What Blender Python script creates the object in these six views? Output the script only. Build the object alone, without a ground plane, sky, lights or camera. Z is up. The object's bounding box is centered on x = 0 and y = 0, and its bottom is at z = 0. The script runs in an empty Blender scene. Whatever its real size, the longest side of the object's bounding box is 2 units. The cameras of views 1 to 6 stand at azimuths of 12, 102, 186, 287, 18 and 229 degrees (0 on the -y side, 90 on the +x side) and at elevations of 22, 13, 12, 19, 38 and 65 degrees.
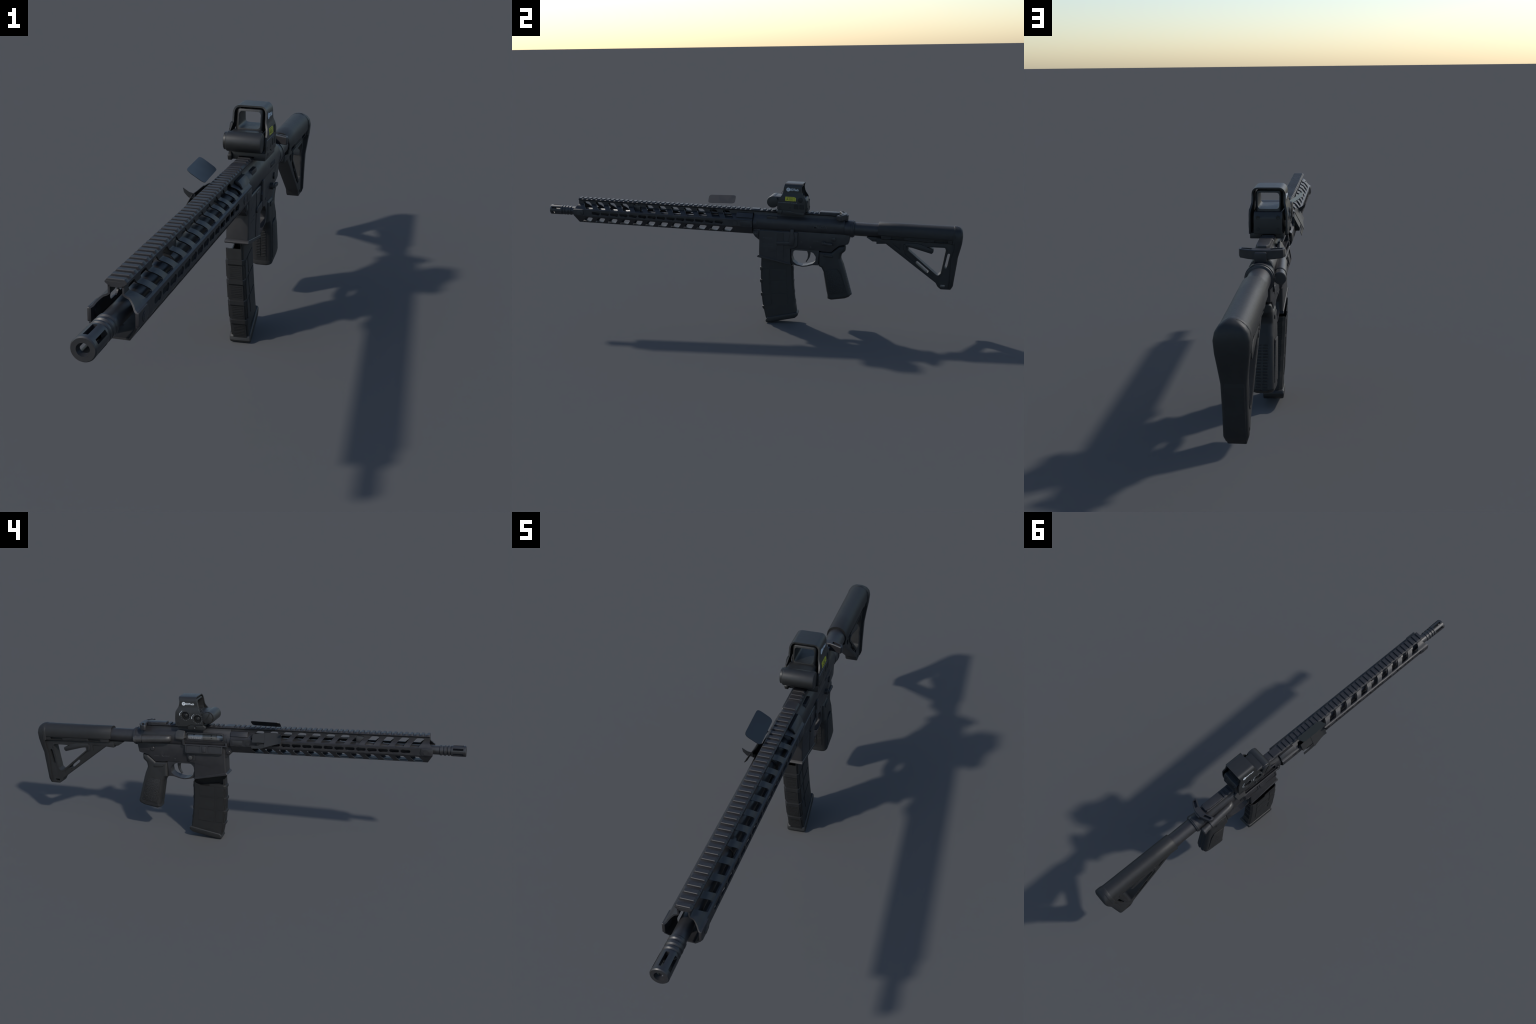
"""Black carbine with optic, slotted hand guard, curved magazine and open-frame stock.
Built in a rifle frame: x = across, s = along the bore (muzzle at -1), h = height over the bore axis.
The finished meshes are then tilted 2.3 degrees (muzzle up) and set on the ground frame."""
import bpy, bmesh, math
from mathutils import Matrix, Vector

TILT = math.atan(0.0403)
XC, ZB = 0.0075, 0.4832
CT, ST = math.cos(TILT), math.sin(TILT)
M = Matrix.Translation((XC, 0, ZB)) @ Matrix.Rotation(-TILT, 4, 'X')


def W(y, z):
    """world side-view point -> rifle frame (s, h)"""
    z -= ZB
    return (y * CT - z * ST, y * ST + z * CT)


# ------------------------------------------------------------------ materials
def material(name, col, rough=0.5, metallic=0.0, vary=0.25, scale=30.0, bump=0.0, bump_scale=400.0,
             spec=0.5, tint=None, wear=None):
    m = bpy.data.materials.new(name)
    m.use_nodes = True
    nt = m.node_tree
    b = nt.nodes["Principled BSDF"]
    b.inputs["Roughness"].default_value = rough
    b.inputs["Metallic"].default_value = metallic
    b.inputs["Specular IOR Level"].default_value = spec
    tc = nt.nodes.new("ShaderNodeTexCoord")
    no = nt.nodes.new("ShaderNodeTexNoise")
    no.inputs["Scale"].default_value = scale
    no.inputs["Detail"].default_value = 6
    no.inputs["Roughness"].default_value = 0.65
    nt.links.new(tc.outputs["Object"], no.inputs["Vector"])
    ramp = nt.nodes.new("ShaderNodeValToRGB")
    ramp.color_ramp.elements[0].position = 0.3
    ramp.color_ramp.elements[1].position = 0.7
    lo = [c * (1 - vary) for c in col]
    hi = [c * (1 + vary) for c in (tint or col)]
    ramp.color_ramp.elements[0].color = (*lo, 1)
    ramp.color_ramp.elements[1].color = (*hi, 1)
    nt.links.new(no.outputs["Fac"], ramp.inputs["Fac"])
    nt.links.new(ramp.outputs["Color"], b.inputs["Base Color"])
    rr = nt.nodes.new("ShaderNodeMapRange")
    rr.inputs["To Min"].default_value = max(0.05, rough - 0.07)
    rr.inputs["To Max"].default_value = min(1.0, rough + 0.07)
    n2 = nt.nodes.new("ShaderNodeTexNoise")
    n2.inputs["Scale"].default_value = scale * 3
    nt.links.new(tc.outputs["Object"], n2.inputs["Vector"])
    nt.links.new(n2.outputs["Fac"], rr.inputs["Value"])
    nt.links.new(rr.outputs["Result"], b.inputs["Roughness"])
    if bump:
        vo = nt.nodes.new("ShaderNodeTexNoise")
        vo.inputs["Scale"].default_value = bump_scale
        vo.inputs["Detail"].default_value = 3
        nt.links.new(tc.outputs["Object"], vo.inputs["Vector"])
        bp = nt.nodes.new("ShaderNodeBump")
        bp.inputs["Strength"].default_value = bump
        bp.inputs["Distance"].default_value = 0.002
        nt.links.new(vo.outputs["Fac"], bp.inputs["Height"])
        nt.links.new(bp.outputs["Normal"], b.inputs["Normal"])
    return m


METAL = material("black_anodized", (0.0195, 0.0195, 0.0225), 0.49, vary=0.22, scale=26, spec=0.5, tint=(0.0215, 0.0208, 0.0225))
BARREL = material("blackened_steel", (0.022, 0.022, 0.024), 0.43, metallic=0.0, vary=0.2, scale=40, spec=0.6)
POLY = material("black_polymer", (0.0175, 0.0178, 0.0185), 0.55, vary=0.12, scale=60, bump=0.06, bump_scale=900, spec=0.4)
MAGPOLY = material("magazine_polymer", (0.0152, 0.0154, 0.0158), 0.52, vary=0.12, scale=60, bump=0.06, bump_scale=900, spec=0.4)
SUNLIT = material("sunlit_anodized", (0.037, 0.036, 0.036), 0.45, vary=0.2, scale=60, spec=0.5)  # lighter copy of the black anodizing; sunlit brightness put into its colour
CARRIER = material("grey_carrier_steel", (0.12, 0.12, 0.117), 0.45, metallic=0.3, vary=0.2, scale=90)
STIPPLE = material("stippled_polymer", (0.0165, 0.0165, 0.017), 0.62, vary=0.75, scale=190, bump=1.0, bump_scale=210, spec=0.4)
OPTIC = material("optic_black", (0.0165, 0.017, 0.0172), 0.47, vary=0.1, scale=50, spec=0.5)
STEEL = material("bright_bolt_steel", (0.27, 0.28, 0.30), 0.38, metallic=0.5, vary=0.3, scale=70)
BUTTON = material("worn_button_steel", (0.075, 0.075, 0.075), 0.4, metallic=0.4, vary=0.3, scale=160)
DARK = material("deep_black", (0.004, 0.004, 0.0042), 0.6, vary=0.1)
PLATE = material("smooth_dark_glass_plate", (0.0060, 0.0064, 0.0074), 0.34, vary=0.03, scale=8, spec=0.5)
WHITE = material("white_paint", (0.62, 0.66, 0.70), 0.6, vary=0.06, scale=200)
GREY = material("grey_print", (0.20, 0.22, 0.24), 0.6, vary=0.2, scale=300)
FAINT = material("faint_engraving", (0.045, 0.045, 0.048), 0.55, vary=0.1, scale=100)
YELLOW = material("yellow_label", (0.52, 0.50, 0.03), 0.6, vary=0.12, scale=120)
INK = material("label_ink", (0.17, 0.165, 0.02), 0.7, vary=0.1)

# ------------------------------------------------------------------ scene helpers
COL = bpy.context.scene.collection
ROOT = bpy.data.objects.new("carbine_rifle", None)
COL.objects.link(ROOT)
ROOT["label"] = "black carbine rifle with holographic sight and magazine"
ROOT["category"] = "rifle"


def finish(bm, name, mat, parent=ROOT, angle=32, place=True, kind=None):
    bmesh.ops.remove_doubles(bm, verts=bm.verts, dist=1e-6)
    bmesh.ops.recalc_face_normals(bm, faces=bm.faces)
    me = bpy.data.meshes.new(name)
    bm.to_mesh(me)
    bm.free()
    return wrap(me, name, mat, parent, angle, place, kind)


def wrap(me, name, mat, parent=ROOT, angle=32, place=True, kind=None):
    me.materials.clear()
    me.materials.append(mat)
    for p in me.polygons:
        p.use_smooth = True
        p.material_index = 0
    me.set_sharp_from_angle(angle=math.radians(angle))
    if place:
        me.transform(M)
    ob = bpy.data.objects.new(name, me)
    COL.objects.link(ob)
    ob.parent = parent
    if kind:
        ob["kind"] = kind
    return ob


def mesh_of(bm):
    bmesh.ops.remove_doubles(bm, verts=bm.verts, dist=1e-6)
    bmesh.ops.recalc_face_normals(bm, faces=bm.faces)
    me = bpy.data.meshes.new("part")
    bm.to_mesh(me)
    bm.free()
    return me


def cut(bm, cutter, op='DIFFERENCE', solver='EXACT'):
    """boolean of two bmeshes -> bmesh"""
    a = bpy.data.objects.new("a", mesh_of(bm))
    c = bpy.data.objects.new("c", mesh_of(cutter))
    COL.objects.link(a)
    COL.objects.link(c)
    md = a.modifiers.new("b", 'BOOLEAN')
    md.object = c
    md.operation = op
    md.solver = solver
    if solver == 'EXACT':
        md.use_self = True
    dg = bpy.context.evaluated_depsgraph_get()
    dg.update()
    me = bpy.data.meshes.new_from_object(a.evaluated_get(dg))
    for o in (a, c):
        d = o.data
        bpy.data.objects.remove(o)
        bpy.data.meshes.remove(d)
    out = bmesh.new()
    out.from_mesh(me)
    bpy.data.meshes.remove(me)
    return out


class Outline(list):
    """a closed polygon that remembers its sharp corners and their radii"""
    base = rad = seg = None


def rounded(pts, r, n=4):
    """round the corners of a closed 2-D polygon; r is one radius or one per corner"""
    out = Outline()
    out.base, out.rad, out.seg = [tuple(q) for q in pts], r, n
    k = len(pts)
    for i, p in enumerate(pts):
        ri = r[i] if isinstance(r, (list, tuple)) else r
        p = Vector(p)
        a = Vector(pts[i - 1]) - p
        b = Vector(pts[(i + 1) % k]) - p
        la, lb = a.length, b.length
        if ri <= 0 or la < 1e-9 or lb < 1e-9:
            out.append(tuple(p))
            continue
        a /= la
        b /= lb
        ang = a.angle(b)
        if ang > math.pi - 0.02:
            out.append(tuple(p))
            continue
        d = min(ri / math.tan(ang / 2), la * 0.48, lb * 0.48)
        p0, p1 = p + a * d, p + b * d
        for j in range(n + 1):
            t = j / n
            q = p0 * (1 - t) ** 2 + p * (2 * t * (1 - t)) + p1 * t * t
            out.append(tuple(q))
    return out


def capsule(s0, h0, s1, h1, r, n=8):
    d = Vector((s1 - s0, h1 - h0))
    a0 = math.atan2(d.y, d.x)
    pts = []
    for c, st in (((s1, h1), a0 - math.pi / 2), ((s0, h0), a0 + math.pi / 2)):
        for i in range(n + 1):
            a = st + math.pi * i / n
            pts.append((c[0] + r * math.cos(a), c[1] + r * math.sin(a)))
    return pts


def circle(s, h, r, n=20):
    return [(s + r * math.cos(2 * math.pi * i / n), h + r * math.sin(2 * math.pi * i / n)) for i in range(n)]


def area(p):
    return 0.5 * sum(p[i - 1][0] * p[i][1] - p[i][0] * p[i - 1][1] for i in range(len(p)))


def inset(pts, d):
    """mitred inward offset of a closed polygon; rounded outlines are re-rounded with a smaller radius"""
    if abs(d) < 1e-9:
        return pts
    if isinstance(pts, Outline):
        k = len(pts.base)
        rr = pts.rad if isinstance(pts.rad, (list, tuple)) else [pts.rad] * k
        return rounded(inset(pts.base, d), [0 if q <= 0 else max(q - d, 0.15 * q) for q in rr], pts.seg)
    sg = 1 if area(pts) > 0 else -1
    out = []
    k = len(pts)
    for i in range(k):
        p0, p, p1 = Vector(pts[i - 1]), Vector(pts[i]), Vector(pts[(i + 1) % k])
        e0, e1 = (p - p0), (p1 - p)
        if e0.length < 1e-9:
            e0 = e1
        if e1.length < 1e-9:
            e1 = e0
        e0, e1 = e0.normalized(), e1.normalized()
        n0, n1 = Vector((-e0.y, e0.x)) * sg, Vector((-e1.y, e1.x)) * sg
        m = n0 + n1
        if m.length < 1e-6:
            m = n0
        m = m.normalized()
        q = p + m * d / max(0.45, m.dot(n0))
        out.append((q.x, q.y))
    return out


def stack(bm, rings):
    """loft closed rings (lists of 3-D points, equal count), cap both ends"""
    vs = [[bm.verts.new(p) for p in r] for r in rings]
    n = len(vs[0])
    for a, b in zip(vs, vs[1:]):
        for i in range(n):
            j = (i + 1) % n
            bm.faces.new((a[i], a[j], b[j], b[i]))
    bm.faces.new(list(reversed(vs[0])))
    bm.faces.new(vs[-1])
    return bm


def prism(pts, x0, x1, r=0.0, steps=2, bm=None, axis='x'):
    """polygon in (s,h) drawn out across x, edges rounded by r"""
    bm = bm or bmesh.new()
    lv = []
    if r > 0:
        for i in range(steps + 1):
            a = math.pi / 2 * i / steps
            lv.append((x0 + r * (1 - math.sin(a)) * 1.0, r * (1 - math.cos(a))))
        lv = [(x0 + r * (1 - math.cos(math.pi / 2 * i / steps)), r * (1 - math.sin(math.pi / 2 * i / steps))) for i in range(steps + 1)]
        hi = [(x0 + x1 - x, d) for x, d in reversed(lv)]
        lv = lv + hi
    else:
        lv = [(x0, 0), (x1, 0)]
    rings = []
    for x, d in lv:
        q = inset(pts, d)
        if axis == 'x':
            rings.append([(x, a, b) for a, b in q])
        elif axis == 's':      # polygon in (x,h) along s
            rings.append([(a, x, b) for a, b in q])
        else:                  # polygon in (x,s) along h
            rings.append([(a, b, x) for a, b in q])
    return stack(bm, rings)


def lathe(prof, n=32, bm=None, axis='s', cx=0.0, c2=0.0):
    """profile [(position, radius)] turned about an axis.  axis s: centre (x=cx,h=c2); axis x: centre (s=cx,h=c2)"""
    bm = bm or bmesh.new()
    rings = []
    for t, r in prof:
        ring = []
        for i in range(n):
            a = 2 * math.pi * i / n
            if axis == 's':
                ring.append((cx + r * math.cos(a), t, c2 + r * math.sin(a)))
            elif axis == 'x':
                ring.append((t, cx + r * math.cos(a), c2 + r * math.sin(a)))
            else:
                ring.append((cx + r * math.cos(a), c2 + r * math.sin(a), t))
        rings.append(ring)
    return stack(bm, rings)


def sweep(path, r, n=10, bm=None):
    bm = bm or bmesh.new()
    path = [Vector(p) for p in path]
    rings = []
    up = Vector((0.1, 0.2, 1)).normalized()
    for i, p in enumerate(path):
        t = (path[min(i + 1, len(path) - 1)] - path[max(i - 1, 0)]).normalized()
        a = t.cross(up).normalized()
        b = t.cross(a)
        rings.append([p + (a * math.cos(2 * math.pi * k / n) + b * math.sin(2 * math.pi * k / n)) * r for k in range(n)])
    return stack(bm, rings)


def lettering(word, name, mat, parent, s0, s1, h0, h1, x, side, depth=0.0012, lean=0.0, bold=0.0, slope=0.0):
    """raised lettering lying on a side wall; side=+1 reads from +x, -1 from -x.  lean: dx per dh"""
    cu = bpy.data.curves.new("t", 'FONT')
    cu.body = word
    cu.extrude = 0.5
    cu.offset = bold
    ob = bpy.data.objects.new("t", cu)
    COL.objects.link(ob)
    dg = bpy.context.evaluated_depsgraph_get()
    dg.update()
    me = bpy.data.meshes.new_from_object(ob.evaluated_get(dg))
    bpy.data.objects.remove(ob)
    xs = [v.co.x for v in me.vertices]
    ys = [v.co.y for v in me.vertices]
    ax, bx, ay, by = min(xs), max(xs), min(ys), max(ys)
    for v in me.vertices:
        u = (v.co.x - ax) / (bx - ax)
        w = (v.co.y - ay) / (by - ay)
        uu = u if side > 0 else 1 - u
        s = s0 + (s1 - s0) * uu
        h = h0 + (h1 - h0) * w + slope * (uu - 0.5)
        v.co = (x + side * (depth if v.co.z > 0 else -0.002) + lean * (h - (h0 + h1) / 2), s, h)
    bm = bmesh.new()
    bm.from_mesh(me)
    return finish(bm, name, mat, parent, angle=20, kind="stuff" if len(word) > 12 else None)


# ------------------------------------------------------------------ barrel and muzzle device
bm = lathe([(-0.895, 0.0195), (-0.60, 0.0195), (-0.595, 0.0215), (-0.53, 0.0215), (-0.52, 0.0185), (-0.20, 0.0205), (-0.10, 0.024), (0.06, 0.024)], 32)
barrel = finish(bm, "barrel", BARREL)
bm = lathe([(-0.577, 0.004), (-0.576, 0.0255), (-0.534, 0.0255), (-0.533, 0.004)], 24)
prism(rounded([(-0.575, 0.01), (-0.535, 0.01), (-0.535, 0.050), (-0.575, 0.048)], 0.003, 2), -0.013, 0.013, 0.002, bm=bm)
finish(bm, "gas_block", BARREL, barrel)
finish(sweep([(0, -0.55, 0.034), (0, -0.3, 0.034), (0, 0.05, 0.034)], 0.0045), "gas_tube", BARREL, barrel)

hider_prof = [(-1.0005, 0.012), (-1.0005, 0.0215), (-0.998, 0.0236), (-0.945, 0.0230), (-0.939, 0.0226), (-0.937, 0.0195), (-0.934, 0.0195),
              (-0.931, 0.0225), (-0.926, 0.0225), (-0.923, 0.019), (-0.920, 0.019), (-0.917, 0.0225), (-0.910, 0.0225), (-0.906, 0.0195),
              (-0.903, 0.0195), (-0.900, 0.0222), (-0.893, 0.0222), (-0.889, 0.0188), (-0.889, 0.012)]
bm = lathe(hider_prof, 48)
c = bmesh.new()
for i in range(6):
    a = math.pi / 6 + math.pi / 3 * i
    q = prism(rounded([(-0.989, -0.0047), (-0.946, -0.0047), (-0.946, 0.0047), (-0.989, 0.0047)], 0.001, 1), 0.009, 0.04)
    q.transform(Matrix.Rotation(a, 4, 'Y'))
    t = bpy.data.meshes.new("q")
    q.to_mesh(t)
    q.free()
    c.from_mesh(t)
    bpy.data.meshes.remove(t)
bm = cut(bm, c)
bm = cut(bm, lathe([(-1.02, 0.0135), (-0.998, 0.0125), (-0.992, 0.0105), (-0.90, 0.0105)], 32))
finish(bm, "flash_hider", BARREL)

# ------------------------------------------------------------------ hand guard
half = [(0.0155, 0.056), (0.0155, 0.041), (0.0185, 0.0385), (0.025, 0.036), (0.031, 0.0315), (0.0365, 0.0255), (0.0405, 0.0195),
        (0.0455, 0.0165), (0.0455, -0.0145), (0.0430, -0.0185), (0.0230, -0.0500)]
T = 0.0038
full_path = [(x, h) for x, h in half] + [(-x, h) for x, h in reversed(half)]


def offset_path(p, d):
    out = []
    for i in range(len(p)):
        a = Vector(p[max(i - 1, 0)])
        b = Vector(p[i])
        cc = Vector(p[min(i + 1, len(p) - 1)])
        e0 = (b - a).normalized() if i else (cc - b).normalized()
        e1 = (cc - b).normalized() if i < len(p) - 1 else e0
        n = (Vector((e0.y, -e0.x)) + Vector((e1.y, -e1.x))).normalized()
        q = b + n * d / max(0.5, n.dot(Vector((e0.y, -e0.x))))
        out.append((q.x, q.y))
    return out


inner_path = offset_path(full_path, T)


def front_s(h):
    if h > 0.036:
        return -0.849
    if h > 0.017:
        return -0.849 - (0.036 - h) / 0.019 * 0.015
    if h > -0.014:
        return -0.866
    return -0.866 + min(1, (-0.014 - h) / 0.030) * 0.022


bm = bmesh.new()
stations = [None] + [-0.83 + 0.855 * i / 8 for i in range(9)] + [0.027]
grid = []
for k, s in enumerate(stations):
    row = []
    for path in (full_path, inner_path):
        row.append([bm.verts.new((x, front_s(h0[1]) if s is None else s, h)) for (x, h), h0 in zip(path, full_path)])
    grid.append(row)
n = len(full_path)
for a, b in zip(grid, grid[1:]):
    for i in range(n - 1):
        bm.faces.new((a[0][i], a[0][i + 1], b[0][i + 1], b[0][i]))
        bm.faces.new((a[1][i], b[1][i], b[1][i + 1], a[1][i + 1]))
    for i in (0, n - 1):
        bm.faces.new((a[0][i], b[0][i], b[1][i], a[1][i]))
for e in (grid[0], grid[-1]):
    for i in range(n - 1):
        bm.faces.new((e[0][i], e[0][i + 1], e[1][i + 1], e[1][i]))
c = bmesh.new()
PITCH = 0.0639
for side in (1, -1):
    lo, hi = (0.008, 0.06) if side > 0 else (-0.06, -0.008)
    for i in range(12):
        d = PITCH * i
        prism(rounded([(-0.8345 + d, 0.0525), (-0.7965 + d, 0.0525), (-0.7645 + d, 0.0190), (-0.8040 + d, 0.0190)], [0.009, 0.012, 0.004, 0.006], 3), lo, hi, bm=c)
        prism(rounded([(-0.807 + d, -0.0215), (-0.766 + d, -0.0215), (-0.788 + d, -0.0475), (-0.829 + d, -0.0475)], [0.007, 0.005, 0.007, 0.005], 3), lo * 2, hi, bm=c)
    for i in range(14):
        d = 0.0475 * i
        prism(capsule(-0.766 + d, 0.001, -0.737 + d, 0.001, 0.0068, 5), 0.03 * side if side > 0 else -0.06, 0.06 if side > 0 else -0.03, bm=c)
bm = cut(bm, c)
c = bmesh.new()
for side in (1, -1):
    for i in range(14):
        d = 0.0475 * i
        prism(circle(-0.741 + d, 0.0005, 0.0088, 14), 0.03 if side > 0 else -0.061, 0.061 if side > 0 else -0.03, bm=c)
bm = cut(bm, c)
handguard = finish(bm, "handguard", METAL, angle=28)
for side in (1, -1):
    pad = rounded([(-0.8665, 0.0165), (-0.8665, -0.0115), (-0.858, -0.0140), (-0.822, -0.0140), (-0.812, -0.004), (-0.818, 0.0165)], [0.003, 0.004, 0.004, 0.006, 0.012, 0.006], 3)
    finish(prism(pad, *sorted((0.0425 * side, 0.0490 * side)), 0.0016, 2), "nose_pad", METAL, handguard)
for s in (-0.838, -0.054):
    for side in (1, -1):
        xo = 0.0502 if s < -0.5 else 0.0475
        x0, x1 = sorted((0.040 * side, xo * side))
        o = lathe([(x0, 0.0112), (x1 - 0.001 * 0, 0.0105)] if side > 0 else [(x0, 0.0105), (x1, 0.0112)], 20, axis='x', cx=s, c2=-0.001)
        xx = xo * side
        lathe([(min(xx, xx + side * 0.0006), 0.0062), (max(xx, xx + side * 0.0006), 0.0062)], 6, bm=o, axis='x', cx=s, c2=-0.001)
        finish(o, "handguard_screw", BARREL, handguard)
# rear clamp and barrel nut inside
bm = lathe([(-0.19, 0.021), (-0.188, 0.0265), (-0.072, 0.0265), (-0.066, 0.036), (0.029, 0.036), (0.029, 0.02)], 28)
finish(bm, "barrel_nut", METAL, handguard)
# raised shoulders at the rear of the hand guard
bm = bmesh.new()
for side in (1, -1):
    prism([(0.017 * side, 0.040), (0.030 * side, 0.0335), (0.0365 * side, 0.026), (0.0395 * side, 0.0285), (0.033 * side, 0.041), (0.0255 * side, 0.0475), (0.017 * side, 0.0475)],
          -0.052, 0.0275, 0.002, axis='s', bm=bm)
    prism(rounded([(-0.03, -0.012), (0.022, -0.012), (0.022, 0.012), (-0.03, 0.012)], 0.004, 2), *sorted((0.044 * side, 0.0468 * side)), 0.001, bm=bm)
finish(bm, "clamp_shoulder", METAL, handguard)

# ------------------------------------------------------------------ top rail
HW = 0.0212
rail_sec = [(-0.0158, 0.0525), (0.0158, 0.0525), (0.0158, 0.0560), (HW, 0.0605), (HW, 0.0630), (0.0195, 0.0640), (-0.0195, 0.0640), (-HW, 0.0630), (-HW, 0.0605), (-0.0158, 0.0560)]
bm = prism(rail_sec, -0.849, 0.43, 0.0006, 1, axis='s')
rail = finish(bm, "top_rail", METAL)


def tooth_mesh(L):
    sec = [(-HW + 0.0001, 0.0620), (HW - 0.0001, 0.0620), (HW, 0.0632), (0.0165, 0.0690), (-0.0165, 0.0690), (-HW, 0.0632)]
    b = bmesh.new()
    rings = []
    for t, d in ((-L / 2, 0.0012), (-L / 2 + 0.0014, 0.0), (L / 2 - 0.0014, 0.0), (L / 2, 0.0012)):
        rings.append([(x, t, h - (d if h > 0.065 else 0)) for x, h in sec])
    stack(b, rings)
    return b


first = finish(tooth_mesh(0.0128), "rail_tooth", METAL, rail, place=False)
tm = first.data
tm.transform(Matrix.Rotation(-TILT, 4, 'X'))
RP = 0.02335
spots = [-0.8425 + RP * i for i in range(37)] + [0.078, 0.1010, 0.1243, 0.281, 0.3045, 0.3275]
for i, s in enumerate(spots):
    o = first if i == 0 else first.copy()
    if i:
        COL.objects.link(o)
    o.parent = rail
    o.location = M @ Vector((0, s, 0))
bm = tooth_mesh(0.040)
bm.transform(Matrix.Translation((0, 0.0355, 0)))
finish(bm, "rail_spacer", METAL, rail)
bm = prism(rounded([(-0.0185, 0.342), (0.0185, 0.342), (0.0185, 0.415), (0.012, 0.434), (-0.012, 0.434), (-0.0185, 0.415)], 0.004, 3), 0.060, 0.0735, 0.003, 2, axis='h')
finish(bm, "rear_rail_pad", METAL, rail)

# ------------------------------------------------------------------ upper receiver
uh = [(0.0, 0.054), (0.0165, 0.054), (0.0175, 0.046), (0.0205, 0.039), (0.0275, 0.033), (0.0335, 0.021), (0.0355, 0.006), (0.0345, -0.010), (0.031, -0.021), (0.0255, -0.0265), (0, -0.0265)]
up_sec = [(x, h) for x, h in uh] + [(-x, h) for x, h in reversed(uh) if x > 0]
bm = prism(up_sec, 0.029, 0.462, 0.002, 2, axis='s')
port = prism(rounded([(0.064, 0.0005), (0.238, 0.0005), (0.238, 0.0335), (0.064, 0.0335)], 0.012, 4), -0.06, -0.004)
bm = cut(bm, port)
upper = finish(bm, "upper_receiver", METAL, angle=40)
# front ring, brow and right-hand boss
bm = lathe([(0.027, 0.0365), (0.029, 0.0382), (0.046, 0.0382), (0.05, 0.0355)], 36)
finish(bm, "receiver_front_ring", METAL, upper)
bm = prism(rounded([(0.092, 0.022), (0.147, 0.022), (0.145, 0.041), (0.094, 0.041)], 0.003, 2), 0.012, 0.0305, 0.0012, 2)
finish(bm, "receiver_boss", METAL, upper)
# bolt carrier seen in the port
bm = lathe([(0.1005, 0.019), (0.101, 0.0235), (0.108, 0.0245), (0.160, 0.0245), (0.1665, 0.0232), (0.167, 0.015)], 28, cx=0.0020, c2=0.010)
bolt = finish(bm, "bolt_carrier", CARRIER, upper)
bm = lathe([(0.056, 0.0195), (0.1015, 0.0195)], 28, cx=0.0020, c2=0.010)
lathe([(0.166, 0.0222), (0.242, 0.0222)], 28, bm=bm, cx=0.0020, c2=0.010)
finish(bm, "bolt", STEEL, bolt)
bm = bmesh.new()
for i in range(6):
    prism([(0.178 + i * 0.009, 0.003), (0.183 + i * 0.009, 0.003), (0.183 + i * 0.009, 0.011), (0.178 + i * 0.009, 0.011)], -0.0215, -0.015, 0.0008, 1, bm=bm)
finish(bm, "bolt_serration", STEEL, bolt, kind="stuff")
bm = bmesh.new()
for h in (0.021, 0.010):
    lathe([(-0.0232, 0.0026), (-0.01, 0.0026)], 12, bm=bm, axis='x', cx=0.124, c2=h)
lathe([(-0.0212, 0.0022), (-0.01, 0.0022)], 12, bm=bm, axis='x', cx=0.208, c2=0.022)
finish(bm, "bolt_hole_plug", DARK, bolt)  # dark plugs stand in for the holes, nothing is drilled
# port frame lip
lip = rounded([(0.060, -0.004), (0.243, -0.004), (0.243, 0.0375), (0.060, 0.0375)], 0.014, 5)
bm = prism(lip, -0.0372, -0.030, 0.0015, 2)
bm = cut(bm, prism(rounded([(0.064, 0.0005), (0.238, 0.0005), (0.238, 0.0335), (0.064, 0.0335)], 0.012, 4), -0.06, 0))
finish(bm, "port_frame", METAL, upper)
# brass deflector
bm = bmesh.new()
base = [(0.238, 0.012), (0.250, 0.000), (0.290, 0.003), (0.293, 0.034), (0.276, 0.0480), (0.246, 0.0420)]
top_ = [(0.2435, 0.0130), (0.254, 0.0050), (0.285, 0.0065), (0.2875, 0.0125), (0.280, 0.0165), (0.2480, 0.0165)]
stack(bm, [[(-0.026, a, b) for a, b in base], [(-0.0335, a, b) for a, b in base], [(-0.0490, a, b) for a, b in top_]])
bmesh.ops.bevel(bm, geom=[e for e in bm.edges], offset=0.0009, segments=2, affect='EDGES')
finish(bm, "brass_deflector", SUNLIT, upper)
# forward assist
fa = bmesh.new()
ring_pts = []
for s, x, r in ((0.312, -0.034, 0.008), (0.315, -0.0355, 0.0130), (0.322, -0.0380, 0.0160), (0.336, -0.0415, 0.0172), (0.38, -0.0445, 0.0175), (0.446, -0.0495, 0.0175), (0.4475, -0.0495, 0.0165), (0.448, -0.0495, 0.0140),
                (0.452, -0.0498, 0.0140), (0.4525, -0.0498, 0.0158), (0.478, -0.0522, 0.0158), (0.479, -0.0522, 0.0172), (0.488, -0.0530, 0.0172), (0.490, -0.0532, 0.0155)):
    ring_pts.append([(x + r * math.cos(2 * math.pi * i / 28), s, 0.0035 - (s - 0.32) * 0.03 + r * math.sin(2 * math.pi * i / 28)) for i in range(28)])
stack(fa, ring_pts)
finish(fa, "forward_assist", SUNLIT, upper)
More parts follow.
